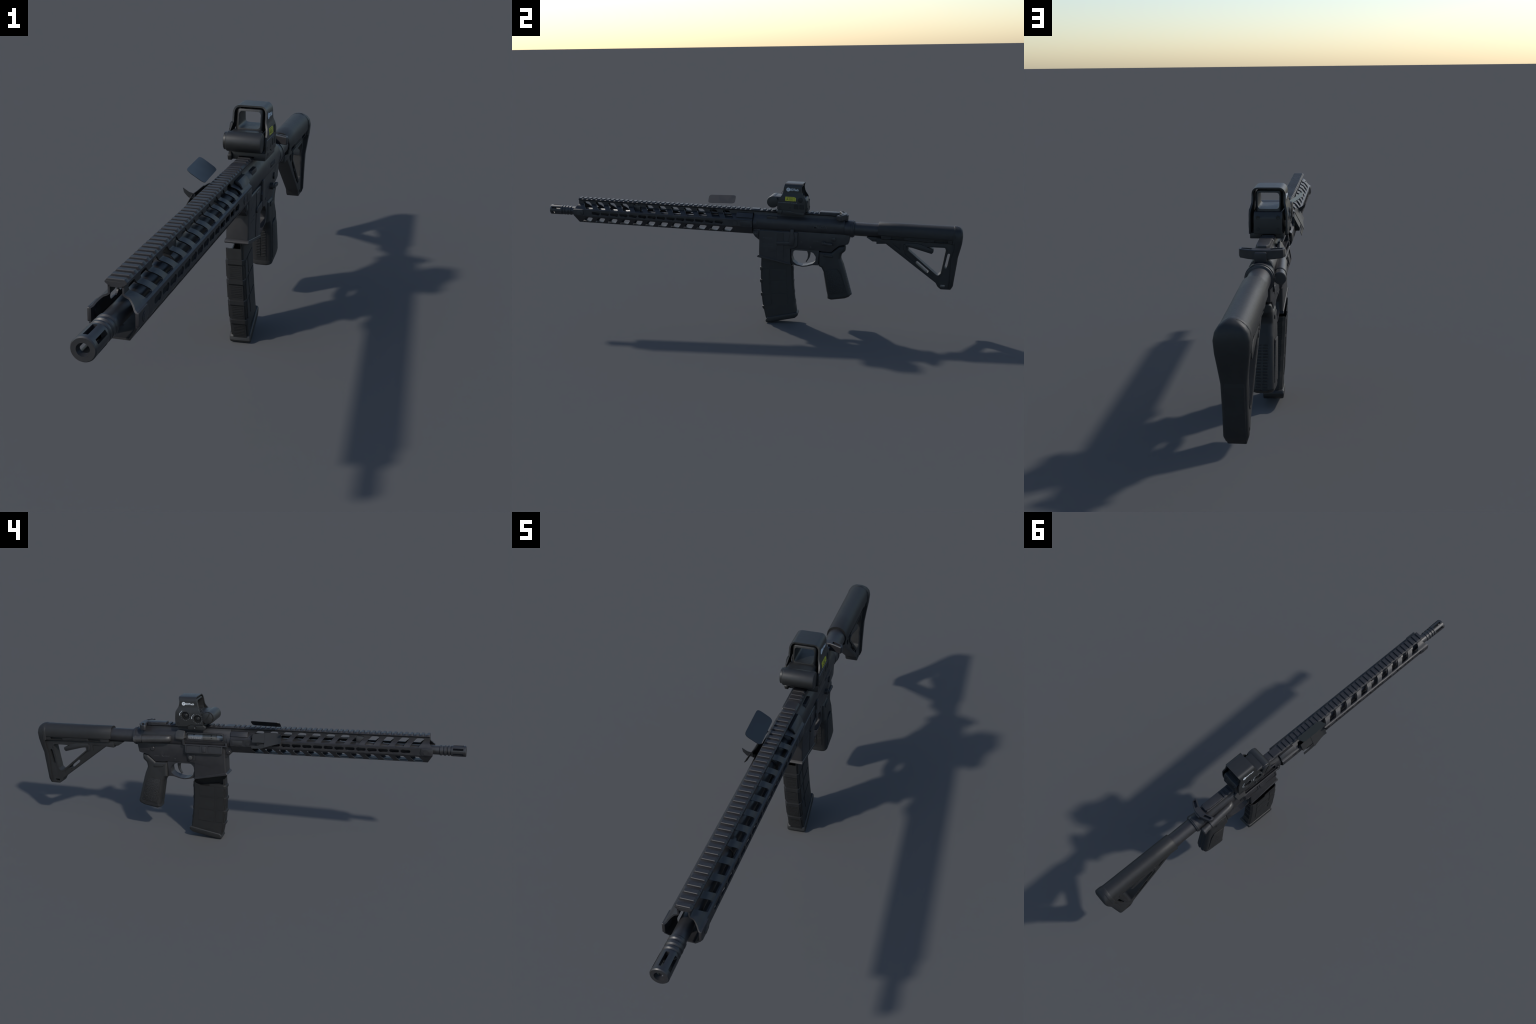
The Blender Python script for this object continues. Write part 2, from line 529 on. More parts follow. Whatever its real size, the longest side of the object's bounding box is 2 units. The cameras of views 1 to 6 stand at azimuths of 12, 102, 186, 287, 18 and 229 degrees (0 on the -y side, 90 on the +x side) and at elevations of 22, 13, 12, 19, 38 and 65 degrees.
# dust cover, open
bm = prism(rounded([(0.067, -0.0645), (0.246, -0.0655), (0.246, -0.0255), (0.067, -0.0245)], [0.009, 0.010, 0.001, 0.001], 4), -0.0420, -0.0365, 0.001, 2)
c = prism(rounded([(0.073, -0.058), (0.136, -0.058), (0.136, -0.028), (0.073, -0.028)], [0.004, 0.006, 0.001, 0.001], 3), -0.06, -0.0393)
prism(rounded([(0.174, -0.0585), (0.240, -0.059), (0.240, -0.029), (0.174, -0.029)], [0.002, 0.006, 0.001, 0.001], 3), -0.06, -0.0393, bm=c)
bm = cut(bm, c)
prism(rounded([(0.146, -0.058), (0.164, -0.058), (0.166, -0.031), (0.144, -0.031)], 0.005, 3), -0.0455, -0.039, 0.002, 2, bm=bm)
bm.transform(Matrix.Translation((0, 0, -0.0245)) @ Matrix.Rotation(0.17, 4, 'Y') @ Matrix.Translation((0, 0, 0.0245)))
cover = finish(bm, "dust_cover", METAL, upper)
bm = sweep([(-0.0385, 0.048, -0.0215), (-0.0385, 0.15, -0.0215), (-0.0385, 0.256, -0.0215)], 0.0042, 12)
prism(rounded([(0.247, -0.022), (0.258, -0.022), (0.260, 0.011), (0.252, 0.014), (0.248, 0.010)], 0.003, 2), -0.0435, -0.032, 0.0015, 2, bm=bm)
prism(rounded([(0.044, -0.026), (0.055, -0.026), (0.055, -0.005), (0.044, -0.005)], 0.003, 2), -0.0405, -0.030, 0.0015, 2, bm=bm)
finish(bm, "cover_hinge", METAL, cover)
lettering("MEGA", "engraved_lettering", FAINT, upper, 0.318, 0.382, -0.0035, 0.010, 0.0357, 1, depth=0.0006, bold=0.01)
# charging handle
ch = bmesh.new()
rings = []
for x, s0, s1, h0, h1 in ((-0.062, 0.432, 0.441, 0.046, 0.066), (-0.058, 0.426, 0.450, 0.044, 0.068), (-0.035, 0.436, 0.462, 0.043, 0.069), (-0.018, 0.442, 0.468, 0.043, 0.069),
                          (0.018, 0.442, 0.468, 0.043, 0.069), (0.035, 0.436, 0.462, 0.043, 0.069), (0.058, 0.426, 0.450, 0.044, 0.068), (0.062, 0.432, 0.441, 0.046, 0.066)):
    q = rounded([(s0, h0), (s1, h0), (s1, h1), (s0, h1)], 0.002, 1)
    rings.append([(x, a, b) for a, b in q])
stack(ch, rings)
c = bmesh.new()
for sd in (1, -1):
    p = [(0.024, 0.447), (0.054, 0.434), (0.057, 0.444), (0.026, 0.459)]
    prism(rounded([(x * sd, s) for x, s in p], 0.002, 2), 0.058, 0.08, axis='h', bm=c)
ch = cut(ch, c)
handle = finish(ch, "charging_handle", METAL, upper)
bm = prism(rounded([(0.440, 0.036), (0.474, 0.036), (0.475, 0.064), (0.440, 0.067)], 0.004, 3), -0.0165, 0.0165, 0.003, 2)
finish(bm, "handle_block", METAL, handle)
bm = bmesh.new()
for sd in (1, -1):
    for i in range(9):
        x = sd * (0.022 + i * 0.0034)
        s = 0.4665 - (abs(x) - 0.018) * (0.018 / 0.04)
        prism([(x - 0.0008, s - 0.002), (x + 0.0008, s - 0.002), (x + 0.0008, s + 0.0012), (x - 0.0008, s + 0.0012)], 0.046, 0.0665, axis='h', bm=bm)
finish(bm, "handle_serration", METAL, handle, kind="stuff")

# ------------------------------------------------------------------ lower receiver
body = rounded([(0.030, -0.024), (0.027, -0.044), (0.038, -0.063), (0.060, -0.079), (0.20, -0.100), (0.215, -0.109), (0.345, -0.110), (0.360, -0.1135), (0.405, -0.1135),
                (0.418, -0.100), (0.440, -0.0815), (0.482, -0.071), (0.489, -0.030), (0.489, -0.005), (0.45, 0.006), (0.43, -0.024)],
               [0.002, 0.01, 0.01, 0.003, 0.004, 0.004, 0.002, 0.003, 0.006, 0.01, 0.01, 0.006, 0.004, 0.004, 0.006, 0.01], 3)
bm = prism(body, -0.0262, 0.0262, 0.0025, 2)
lower = finish(bm, "lower_receiver", METAL)
well = rounded([(0.060, -0.028), (0.0605, -0.153), (0.214, -0.184), (0.211, -0.112), (0.232, -0.107), (0.2445, -0.095), (0.2455, -0.027)],
               [0.006, 0.002, 0.002, 0.002, 0.004, 0.006, 0.006], 3)
bm = prism(well, -0.0325, 0.0325, 0.0045, 3)
lipw = rounded([(0.051, -0.1565), (0.0585, -0.148), (0.214, -0.179), (0.2175, -0.1885), (0.056, -0.1600)], 0.0015, 1)
prism(lipw, -0.0350, 0.0350, 0.0015, 1, bm=bm)
bm2 = cut(bm, prism([(0.0675, -0.06), (0.205, -0.06), (0.205, -0.21), (0.0675, -0.21)], -0.0275, 0.0275))
magwell = finish(bm2, "magazine_well", METAL, lower)
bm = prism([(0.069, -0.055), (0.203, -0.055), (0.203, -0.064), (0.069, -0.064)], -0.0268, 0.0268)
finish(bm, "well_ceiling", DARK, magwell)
# raised bars on the right flank
bm = bmesh.new()
prism(rounded([(0.146, -0.036), (0.177, -0.036), (0.179, -0.172), (0.148, -0.165)], 0.002, 2), 0.030, 0.0342, 0.0008, 1, bm=bm)
finish(bm, "well_bar", METAL, magwell)
bm = prism(capsule(0.151, -0.086, 0.221, -0.082, 0.0085, 6), 0.031, 0.0372, 0.0012, 2)
finish(bm, "magazine_catch", METAL, lower)
bm = prism(rounded([(0.209, -0.014), (0.226, -0.014), (0.227, -0.046), (0.232, -0.056), (0.226, -0.094), (0.208, -0.094), (0.204, -0.056), (0.209, -0.046)], 0.003, 3), 0.030, 0.0385, 0.002, 2)
finish(bm, "bolt_catch", METAL, lower)
# pins and controls
for s, h, r, x in ((0.413, -0.0505, 0.0105, 0.0302), (0.043, -0.051, 0.0090, 0.0302)):
    o = lathe([(-x - 0.002, r - 0.002), (-x, r), (x, r), (x + 0.001, r - 0.0025)], 20, axis='x', cx=s, c2=h)
    finish(o, "takedown_pin", METAL, lower)
for s, h in ((0.262, -0.076), (0.306, -0.096)):
    finish(lathe([(-0.0275, 0.0038), (-0.0272, 0.0042), (0.0272, 0.0042), (0.0275, 0.0038)], 16, axis='x', cx=s, c2=h), "receiver_pin", BARREL, lower)
bm = lathe([(-0.0275, 0.0095), (0.024, 0.0105), (0.036, 0.0105), (0.037, 0.0095)], 24, axis='x', cx=0.368, c2=-0.072)
prism(rounded([(0.362, -0.0775), (0.409, -0.0795), (0.410, -0.069), (0.364, -0.0665)], 0.003, 3), 0.0335, 0.0425, 0.002, 2, bm=bm)
finish(bm, "selector_lever", METAL, lower)
bm = prism(rounded([(0.205, -0.098), (0.240, -0.098), (0.240, -0.067), (0.205, -0.067)], 0.004, 2), -0.0345, -0.025, 0.0012, 1)
bm = cut(bm, lathe([(-0.05, 0.0125), (-0.02, 0.0125)], 20, axis='x', cx=0.226, c2=-0.0835))
finish(bm, "button_fence", METAL, lower)
bm = lathe([(-0.0385, 0.0075), (-0.0378, 0.0095), (-0.025, 0.0100)], 20, axis='x', cx=0.226, c2=-0.0835)
finish(bm, "magazine_release", BUTTON, lower)
# left pivot ear
for sd in (-1, 1):
    bm = prism(rounded([(0.030, -0.032), (0.056, -0.032), (0.056, -0.062), (0.041, -0.063), (0.030, -0.050)], 0.005, 3), *sorted((0.024 * sd, 0.0288 * sd)), 0.001, 1)
    finish(bm, "pivot_ear", METAL, lower)
# faint engraving on both flanks
lettering("MEGA", "engraved_lettering", FAINT, lower, 0.079, 0.124, -0.070, -0.060, 0.0325, 1, depth=0.0003)
lettering("CAL MULTI", "engraved_lettering", FAINT, lower, 0.082, 0.128, -0.096, -0.091, 0.0325, 1, depth=0.0003)
lettering("MADE IN USA", "engraved_lettering", FAINT, lower, 0.082, 0.128, -0.107, -0.102, 0.0325, 1, depth=0.0003)
lettering("SAFE", "engraved_lettering", FAINT, lower, 0.385, 0.409, -0.0885, -0.083, -0.0262, -1, depth=0.0003)
lettering("FIRE", "engraved_lettering", FAINT, lower, 0.333, 0.357, -0.0885, -0.083, -0.0262, -1, depth=0.0003)
lettering("FIRE", "engraved_lettering", FAINT, lower, 0.318, 0.342, -0.068, -0.063, 0.0262, 1, depth=0.0003)
bm = prism(rounded([(0.360, -0.0925), (0.371, -0.084), (0.366, -0.079)], 0.001, 1), -0.0268, -0.025)
finish(bm, "selector_mark", FAINT, lower)
# trigger guard
outer = rounded([(0.212, -0.107), (0.346, -0.107), (0.3455, -0.182), (0.318, -0.183), (0.290, -0.1915), (0.268, -0.1945), (0.240, -0.1905), (0.2145, -0.184)],
                [0, 0, 0.003, 0.01, 0.02, 0.02, 0.02, 0.003], 3)
hole = rounded([(0.2165, -0.150), (0.218, -0.131), (0.231, -0.1165), (0.297, -0.1165), (0.320, -0.124), (0.3325, -0.142), (0.3305, -0.164), (0.317, -0.1765), (0.292, -0.1855), (0.268, -0.1895), (0.243, -0.185), (0.224, -0.171)], 0.012, 3)
bm = prism(outer, -0.0225, 0.0225, 0.0015, 2)
bm = cut(bm, prism(hole, -0.05, 0.05))
finish(bm, "trigger_guard", METAL, lower)
bm = prism(rounded([(0.282, -0.105), (0.302, -0.105), (0.3035, -0.132), (0.3000, -0.152), (0.2860, -0.1745), (0.2815, -0.1720), (0.2910, -0.152), (0.2925, -0.135)],
                   [0, 0, 0.02, 0.02, 0.002, 0.002, 0.02, 0.02], 4), -0.0075, 0.0075, 0.002, 2)
finish(bm, "trigger", BARREL, lower)

# ------------------------------------------------------------------ buffer tube
bm = lathe([(0.455, 0.030), (0.462, 0.0375), (0.484, 0.0385), (0.492, 0.0385), (0.4925, 0.0405), (0.5005, 0.0405), (0.501, 0.0385), (0.506, 0.0375), (0.508, 0.0315), (0.66, 0.0312), (0.66, 0.02)], 40)
tube = finish(bm, "buffer_tube", METAL)
bm = bmesh.new()
for i in range(3):
    a = math.radians(62 + 118 * i)
    q = prism([(0.4915, -0.004), (0.5025, -0.004), (0.5025, 0.004), (0.4915, 0.004)], 0.0395, 0.0415)
    q.transform(Matrix.Rotation(-a, 4, 'Y'))
    t = bpy.data.meshes.new("q")
    q.to_mesh(t)
    q.free()
    bm.from_mesh(t)
    bpy.data.meshes.remove(t)
finish(bm, "castle_nut_notch", BUTTON, tube)

# ------------------------------------------------------------------ grip
gp = rounded([(0.345, -0.1145), (0.404, -0.1145), (0.419, -0.1005), (0.441, -0.0825), (0.4695, -0.0795), (0.4685, -0.106), (0.452, -0.122), (0.4485, -0.142), (0.462, -0.172),
              (0.505, -0.314), (0.496, -0.325), (0.477, -0.3340), (0.413, -0.3460), (0.394, -0.3405), (0.394, -0.325), (0.371, -0.212), (0.360, -0.192), (0.346, -0.186)],
             [0.002, 0.006, 0.006, 0.004, 0.005, 0.008, 0.02, 0.02, 0.03, 0.008, 0.008, 0.008, 0.006, 0.006, 0.01, 0.02, 0.008, 0.003], 3)
bm = bmesh.new()


def grip_half(h):
    pts = [(-0.35, 0.0325), (-0.30, 0.0335), (-0.22, 0.0335), (-0.185, 0.0315), (-0.165, 0.0285), (-0.13, 0.0275), (-0.08, 0.0265)]
    for (a, x), (b, y) in zip(pts, pts[1:]):
        if h <= b:
            t = max(0, min(1, (h - a) / (b - a)))
            t = t * t * (3 - 2 * t)
            return x + (y - x) * t
    return pts[-1][1]


rings = []
lv = [(math.sin(math.pi / 2 * i / 6), 1 - math.cos(math.pi / 2 * i / 6)) for i in range(7)]
R = 0.020
seq = []
for i in range(7):
    a = math.pi / 2 * i / 6
    seq.append((R * (1 - math.cos(a)) / 0.033, 0.013 * (1 - math.sin(a))))
prof = seq + [(2 - u, d) for u, d in reversed(seq)]
for u, d in prof:
    q = inset(gp, d)
    rings.append([((u - 1) * grip_half(b), a, b) for a, b in q])
stack(bm, rings)
grip = finish(bm, "pistol_grip", POLY, angle=50)
for sd in (1, -1):
    bm = prism(rounded([(0.3835, -0.199), (0.436, -0.190), (0.452, -0.210), (0.484, -0.301), (0.407, -0.319)], [0.004, 0.012, 0.02, 0.006, 0.006], 3), *sorted((0.030 * sd, 0.0347 * sd)), 0.0012, 2)
    finish(bm, "stipple_panel", STIPPLE, grip)
    bm = prism(capsule(0.373, -0.131, 0.407, -0.134, 0.0072, 6), *sorted((0.024 * sd, 0.0305 * sd)), 0.0015, 2)
    finish(bm, "grip_badge", POLY, grip)
bm = bmesh.new()
for i in range(16):
    t = i / 15
    s, h = 0.4692 + 0.0365 * t, -0.195 - 0.118 * t
    for x0, x1 in ((-0.016, -0.0025), (0.0025, 0.016)):
        prism(rounded([(s - 0.006, h - 0.0018), (s + 0.0012, h - 0.0028), (s + 0.0016, h + 0.0002), (s - 0.006, h + 0.0018)], 0.0004, 1), x0, x1, 0.0005, 1, bm=bm)
    s, h = 0.3722 + 0.0172 * t, -0.222 - 0.085 * t
    for x0, x1 in ((-0.016, -0.002), (0.002, 0.016)):
        prism([(s - 0.0012, h - 0.0012), (s + 0.006, h - 0.0012), (s + 0.006, h + 0.0012), (s - 0.0012, h + 0.0012)], x0, x1, 0.0005, 1, bm=bm)
finish(bm, "grip_ridge", POLY, grip, kind="stuff")

# ------------------------------------------------------------------ stock
sec = [(0.0, 0.0425), (0.012, 0.0408), (0.022, 0.0362), (0.030, 0.0285), (0.0352, 0.0175), (0.037, 0.004), (0.0368, -0.012), (0.0355, -0.0165), (0.0325, -0.0182), (0.0315, -0.0330), (0.0245, -0.0365), (0, -0.0365)]
sec = sec + [(-x, h) for x, h in reversed(sec) if x > 0]
bm = bmesh.new()
rings = []
for s, k in ((0.618, 0.93), (0.6195, 0.955), (0.72, 0.97), (0.90, 1.0), (0.972, 1.015)):
    rings.append([(x * k, s + (0.014 if (s < 0.65 and h < -0.012) else 0.0), 0.0 + h * (k + (1 - k) * 0.3)) for x, h in sec])
stack(bm, rings)
c = bmesh.new()
for sd in (1, -1):
    for a, b in ((0.676, 0.738), (0.872, 0.936)):
        prism(rounded([(a, -0.0325), (b, -0.0315), (b, -0.0195), (a, -0.0205)], 0.003, 2), *sorted((0.022 * sd, 0.05 * sd)), bm=c)
bm = cut(bm, c)
stock = finish(bm, "stock", POLY, angle=38)
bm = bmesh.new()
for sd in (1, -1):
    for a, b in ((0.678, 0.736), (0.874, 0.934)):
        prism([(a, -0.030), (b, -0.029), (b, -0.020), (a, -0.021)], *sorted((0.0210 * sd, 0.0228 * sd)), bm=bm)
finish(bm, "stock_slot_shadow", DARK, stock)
bm = bmesh.new()
for sd in (1, -1):
    for h in (-0.0235, -0.0285):
        prism([(0.745, h - 0.001), (0.865, h - 0.0005), (0.865, h + 0.0005), (0.745, h + 0.001)], *sorted((0.026 * sd, 0.0332 * sd)), bm=bm)
finish(bm, "stock_groove_line", POLY, stock)
# lower frame with triangular opening
frame = rounded([(0.612, -0.034), (0.611, -0.060), (0.655, -0.0565), (0.892, -0.2240), (0.903, -0.2425), (0.917, -0.2530), (0.962, -0.252), (0.972, -0.230), (0.984, -0.11), (0.985, -0.034)],
                [0.001, 0.003, 0.008, 0.006, 0.006, 0.005, 0.003, 0.003, 0.01, 0.001], 3)
bm = prism(frame, -0.0225, 0.0225, 0.003, 2)
tri = rounded([(0.760, -0.060), (0.924, -0.0565), (0.929, -0.068), (0.913, -0.178), (0.899, -0.1905), (0.758, -0.078)], [0.006, 0.006, 0.006, 0.012, 0.014, 0.006], 4)
c = prism(tri, -0.06, 0.06)
prism(capsule(0.803, -0.1345, 0.851, -0.1725, 0.0072, 5), -0.06, 0.06, bm=c)
prism(capsule(0.9435, -0.088, 0.9335, -0.147, 0.0062, 5), -0.06, 0.06, bm=c)
prism(rounded([(0.914, -0.241), (0.935, -0.241), (0.936, -0.231), (0.915, -0.231)], 0.002, 2), -0.06, 0.06, bm=c)
for sd in (1, -1):
    a, b = sorted((0.0185 * sd, 0.05 * sd))
    prism(rounded([(0.683, -0.052), (0.722, -0.052), (0.722, -0.082)], 0.003, 2), a, b, bm=c)
    prism(rounded([(0.742, -0.083), (0.753, -0.083), (0.800, -0.121), (0.796, -0.134), (0.788, -0.132), (0.745, -0.100)], 0.003, 2), a, b, bm=c)
    prism(rounded([(0.858, -0.170), (0.886, -0.192), (0.878, -0.197), (0.853, -0.181)], 0.002, 2), a, b, bm=c)
bm = cut(bm, c)
fr = finish(bm, "stock_frame", POLY, stock)
# raised rim round the opening
bm = prism(inset(tri, -0.0065), -0.0243, 0.0243, 0.001, 1)
bm = cut(bm, prism(inset(tri, -0.0010), -0.06, 0.06))
finish(bm, "frame_rim", POLY, fr)
# front tab and release lever
bm = prism(rounded([(0.560, -0.030), (0.640, -0.030), (0.640, -0.050), (0.593, -0.0505)], 0.002, 1), -0.018, 0.018, 0.002, 2)
finish(bm, "stock_latch", POLY, stock)
bm = prism(rounded([(0.742, -0.045), (0.800, -0.0445), (0.818, -0.048), (0.874, -0.070), (0.873, -0.081), (0.866, -0.089), (0.776, -0.0665), (0.744, -0.063)], 0.004, 2), -0.0262, 0.0262, 0.003, 2)
finish(bm, "release_lever", POLY, stock)
for sd in (1, -1):
    bm = prism(rounded([(0.736, -0.052), (0.748, -0.050), (0.749, -0.078), (0.737, -0.080)], 0.005, 3), *sorted((0.021 * sd, 0.0265 * sd)), 0.0015, 2)
    lathe([(0.0255 * sd, 0.0042), (0.0282 * sd, 0.0038)] if sd > 0 else [(0.0282 * sd, 0.0038), (0.0255 * sd, 0.0042)], 14, bm=bm, axis='x', cx=0.743, c2=-0.056)
    finish(bm, "lever_pivot", POLY, stock)
# butt pad: stacked outlines seen from behind, following the curved back edge
back = [(-0.2520, 0.958, 0.019), (-0.246, 0.966, 0.024), (-0.233, 0.972, 0.0285), (-0.18, 0.976, 0.0285), (-0.105, 0.983, 0.0295), (-0.06, 0.993, 0.0345), (-0.03, 0.9985, 0.0385),
        (0.000, 1.0005, 0.0405), (0.018, 0.9985, 0.0370), (0.030, 0.994, 0.029), (0.038, 0.986, 0.019), (0.0435, 0.974, 0.009)]
bm = bmesh.new()
NB = 12
rows = []
for h, sb, hw in back:
    sf = min(sb - 0.008, 0.985) if h > 0.03 else (0.952 if h < -0.22 else 0.956)
    sf = {True: sb - 0.012, False: 0.966 if h > -0.08 else 0.955}[h > 0.03]
    d = sb - sf
    w2 = hw
    q = [(-w2, sf), (-w2, sb - 0.5 * min(d, 0.014)), (-w2 + 0.003, sb - 0.003), (-w2 * 0.72, sb), (0, sb + 0.0005), (w2 * 0.72, sb), (w2 - 0.003, sb - 0.003), (w2, sb - 0.5 * min(d, 0.014)), (w2, sf), (0, sf)]
    rows.append([(x + 0.0015, s, h) for x, s in q])
stack(bm, rows)
finish(bm, "butt_pad", POLY, stock, angle=45)
bm = bmesh.new()
arch = [(0.0388 * math.cos(a), 0.004 + 0.0398 * math.sin(a)) for a in [math.pi * i / 20 for i in range(21)]]
loop = [(x, h) for x, h in arch] + [(-0.0388, -0.034), (0.0388, -0.034)]
bm = prism(loop, 0.957, 0.976, 0.003, 2, axis='s')
finish(bm, "butt_collar", POLY, stock, angle=45)

# ------------------------------------------------------------------ magazine (leans and is turned a little to the left)
def lean(x, s, h):
    return (x + 0.0035 - 0.058 * (h + 0.478) - 0.055 * (s - 0.16), s + 0.055 * x, h)


fr_pts = [(0.086, 0.004), (0.0745, 0.055), (0.0665, 0.095), (0.0615, 0.15), (0.059, 0.20), (0.0595, 0.26), (0.0615, 0.335)]
bk_pts = [(0.228, 0.030), (0.2285, 0.062), (0.2215, 0.107), (0.2165, 0.158), (0.2135, 0.205), (0.2120, 0.262), (0.2110, 0.335)]


def interp(pts, t):
    k = t * (len(pts) - 1)
    i = min(int(k), len(pts) - 2)
    f = k - i
    p0, p1, p2, p3 = (Vector(pts[max(0, min(len(pts) - 1, j))]) for j in (i - 1, i, i + 1, i + 2))
    return 0.5 * (2 * p1 + (p2 - p0) * f + (2 * p0 - 5 * p1 + 4 * p2 - p3) * f * f + (3 * p1 - p0 - 3 * p2 + p3) * f ** 3)


def mag_point(t, u, x):
    """t up the magazine, u 0 front .. 1 back"""
    a, b = interp(fr_pts, t), interp(bk_pts, t)
    p = a + (b - a) * u
    s, h = W(p.x, p.y)
    return lean(x, s, h)


MW = 0.0268
msec = [(0.0, -0.0195), (0.0, 0.0195), (0.03, 0.0200), (0.035, 0.0255), (0.10, MW), (0.88, MW), (0.95, 0.0245), (1.0, 0.0165), (1.0, -0.0165), (0.95, -0.0245), (0.88, -MW), (0.10, -MW), (0.035, -0.0255), (0.03, -0.0200)]
bm = bmesh.new()
rings = []
inn = []
ts = [i / 24 for i in range(25)]
for t in ts:
    rings.append([mag_point(t, u, x) for u, x in msec])
    inn.append([mag_point(t, 0.5 + (u - 0.5) * 0.965, x * 0.90) for u, x in msec])
vo = [[bm.verts.new(p) for p in r] for r in rings]
vi = [[bm.verts.new(p) for p in r] for r in inn[2:]]
k = len(msec)
for vv, flip in ((vo, 0), (vi, 1)):
    for a, b in zip(vv, vv[1:]):
        for i in range(k):
            j = (i + 1) % k
            f = (a[i], a[j], b[j], b[i])
            bm.faces.new(f if not flip else tuple(reversed(f)))
for i in range(k):
    j = (i + 1) % k
    bm.faces.new((vo[-1][i], vo[-1][j], vi[-1][j], vi[-1][i]))
bm.faces.new(list(reversed(vo[0])))
bm.faces.new(vi[0])
# the open mouth: front wall, left wall and back wall stop below the well, only the right wall runs up into it
notch = [W(*p) for p in ((0.02, 0.302), (0.0655, 0.3005), (0.0665, 0.2765), (0.130, 0.2745), (0.1345, 0.2520), (0.17, 0.263), (0.203, 0.277), (0.24, 0.281), (0.24, 0.40), (0.02, 0.40))]
c = prism(notch, -0.09, 0.0085)
bm = cut(bm, c)
mag = finish(bm, "magazine", MAGPOLY, angle=30)
# inner dark liner: black block puts shade into the hollow magazine
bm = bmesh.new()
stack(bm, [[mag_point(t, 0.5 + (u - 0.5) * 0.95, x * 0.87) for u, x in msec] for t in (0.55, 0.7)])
finish(bm, "magazine_dark_liner", DARK, mag)
# front ribs and fine grip lines
def t_at(z):
    lo, hi = 0.0, 1.0
    for _ in range(30):
        m_ = (lo + hi) / 2
        if interp(fr_pts, m_).y < z:
            lo = m_
        else:
            hi = m_
    return lo


bm_f = bmesh.new()
levels = [0.2635, 0.204, 0.1385, 0.0755]
for z in levels:
    t0, t1 = t_at(z - 0.0075), t_at(z + 0.004)
    bm = bmesh.new()
    secr = [(-0.030, -0.0205), (-0.030, 0.0205), (0.045, 0.0270), (0.045, -0.0270)]
    secb = [(-0.002, -0.0205), (-0.002, 0.0205), (0.045, 0.0266), (0.045, -0.0266)]
    stack(bm, [[mag_point(t_at(z - 0.013), u, x) for u, x in secb], [mag_point(t0, u, x) for u, x in secr], [mag_point(t1, u, x) for u, x in secr], [mag_point(t1 + 0.004, u, x) for u, x in secb]])
    finish(bm, "magazine_rib", MAGPOLY, mag)
    nl = 7
    for i in range(nl):
        zz = z - 0.0165 - i * 0.0055
        a, b = t_at(zz - 0.0009), t_at(zz + 0.0009)
        q = [(-0.010, -0.0155), (-0.010, 0.0155), (0.02, 0.0155), (0.02, -0.0155)]
        stack(bm_f, [[mag_point(a, u, x) for u, x in q], [mag_point(b, u, x) for u, x in q]])
        q = [(0.98, -0.0135), (0.98, 0.0135), (1.008, 0.0135), (1.008, -0.0135)]
        stack(bm_f, [[mag_point(a, u, x) for u, x in q], [mag_point(b, u, x) for u, x in q]])
finish(bm_f, "magazine_grip_line", MAGPOLY, mag, kind="stuff")
# back ridges
for z in (0.255, 0.195, 0.14, 0.09):
    bm = bmesh.new()
    q = [(0.955, -0.0235), (0.955, 0.0235), (1.012, 0.0160), (1.012, -0.0160)]
    stack(bm, [[mag_point(t_at(z - 0.007), u, x) for u, x in q], [mag_point(t_at(z + 0.007), u, x) for u, x in q]])
    finish(bm, "magazine_back_rib", MAGPOLY, mag)
# side panels, raised
for sd in (1, -1):
    for z0, z1 in ((0.212, 0.262), (0.146, 0.203), (0.082, 0.137)):
        for u0, u1 in ((0.06, 0.275), (0.325, 0.80)):
            bm = bmesh.new()
            pts2 = rounded([(u0, t_at(z0)), (u1, t_at(z0)), (u1, t_at(z1)), (u0, t_at(z1))], [0.0, 0.06 if u0 < 0.1 else 0.01, 0.01, 0.0], 4)
            if u0 > 0.1:
                pts2 = [(u, t) for u, t in pts2]
            x0, x1 = MW - 0.002, MW + 0.0017
            stack(bm, [[mag_point(t, u, sd * x0) for u, t in pts2], [mag_point(t, u, sd * x1) for u, t in pts2]])
            finish(bm, "magazine_side_panel", MAGPOLY, mag)
# knurled patch near the foot
bm = bmesh.new()
for sd in (1, -1):
    for i in range(13):
        u0 = 0.22 + i * 0.042
        t0, t1 = 0.085, 0.135
        q = [(u0, t0), (u0 + 0.008, t0), (u0 + 0.060, t1), (u0 + 0.052, t1)]
        stack(bm, [[mag_point(t, u, sd * (MW - 0.001)) for u, t in q], [mag_point(t, u, sd * (MW + 0.0006)) for u, t in q]])
finish(bm, "magazine_knurling", MAGPOLY, mag, kind="stuff")
# base plate
bp = [W(*p) for p in ((0.0805, 0.0075), (0.0845, 0.0004), (0.100, 0.0012), (0.222, 0.0245), (0.2355, 0.036), (0.2375, 0.046), (0.2310, 0.0545), (0.091, 0.0265), (0.084, 0.018))]
bp = rounded(bp, [0.002, 0.003, 0.004, 0.006, 0.004, 0.003, 0.004, 0.003, 0.003], 2)
bm = prism(bp, -0.0312, 0.0312, 0.005, 3)
for v in bm.verts:
    v.co = lean(*v.co)
finish(bm, "base_plate", MAGPOLY, mag)

# ------------------------------------------------------------------ holographic sight
sight_body = rounded([(0.152, 0.071), (0.150, 0.100), (0.158, 0.126), (0.168, 0.1275), (0.262, 0.1345), (0.276, 0.1345), (0.284, 0.119), (0.2875, 0.071)],
                     [0.003, 0.01, 0.006, 0.002, 0.002, 0.004, 0.02, 0.003], 3)
bm = prism(sight_body, -0.0410, 0.0410, 0.003, 3)
sight = finish(bm, "holographic_sight", OPTIC, angle=35)
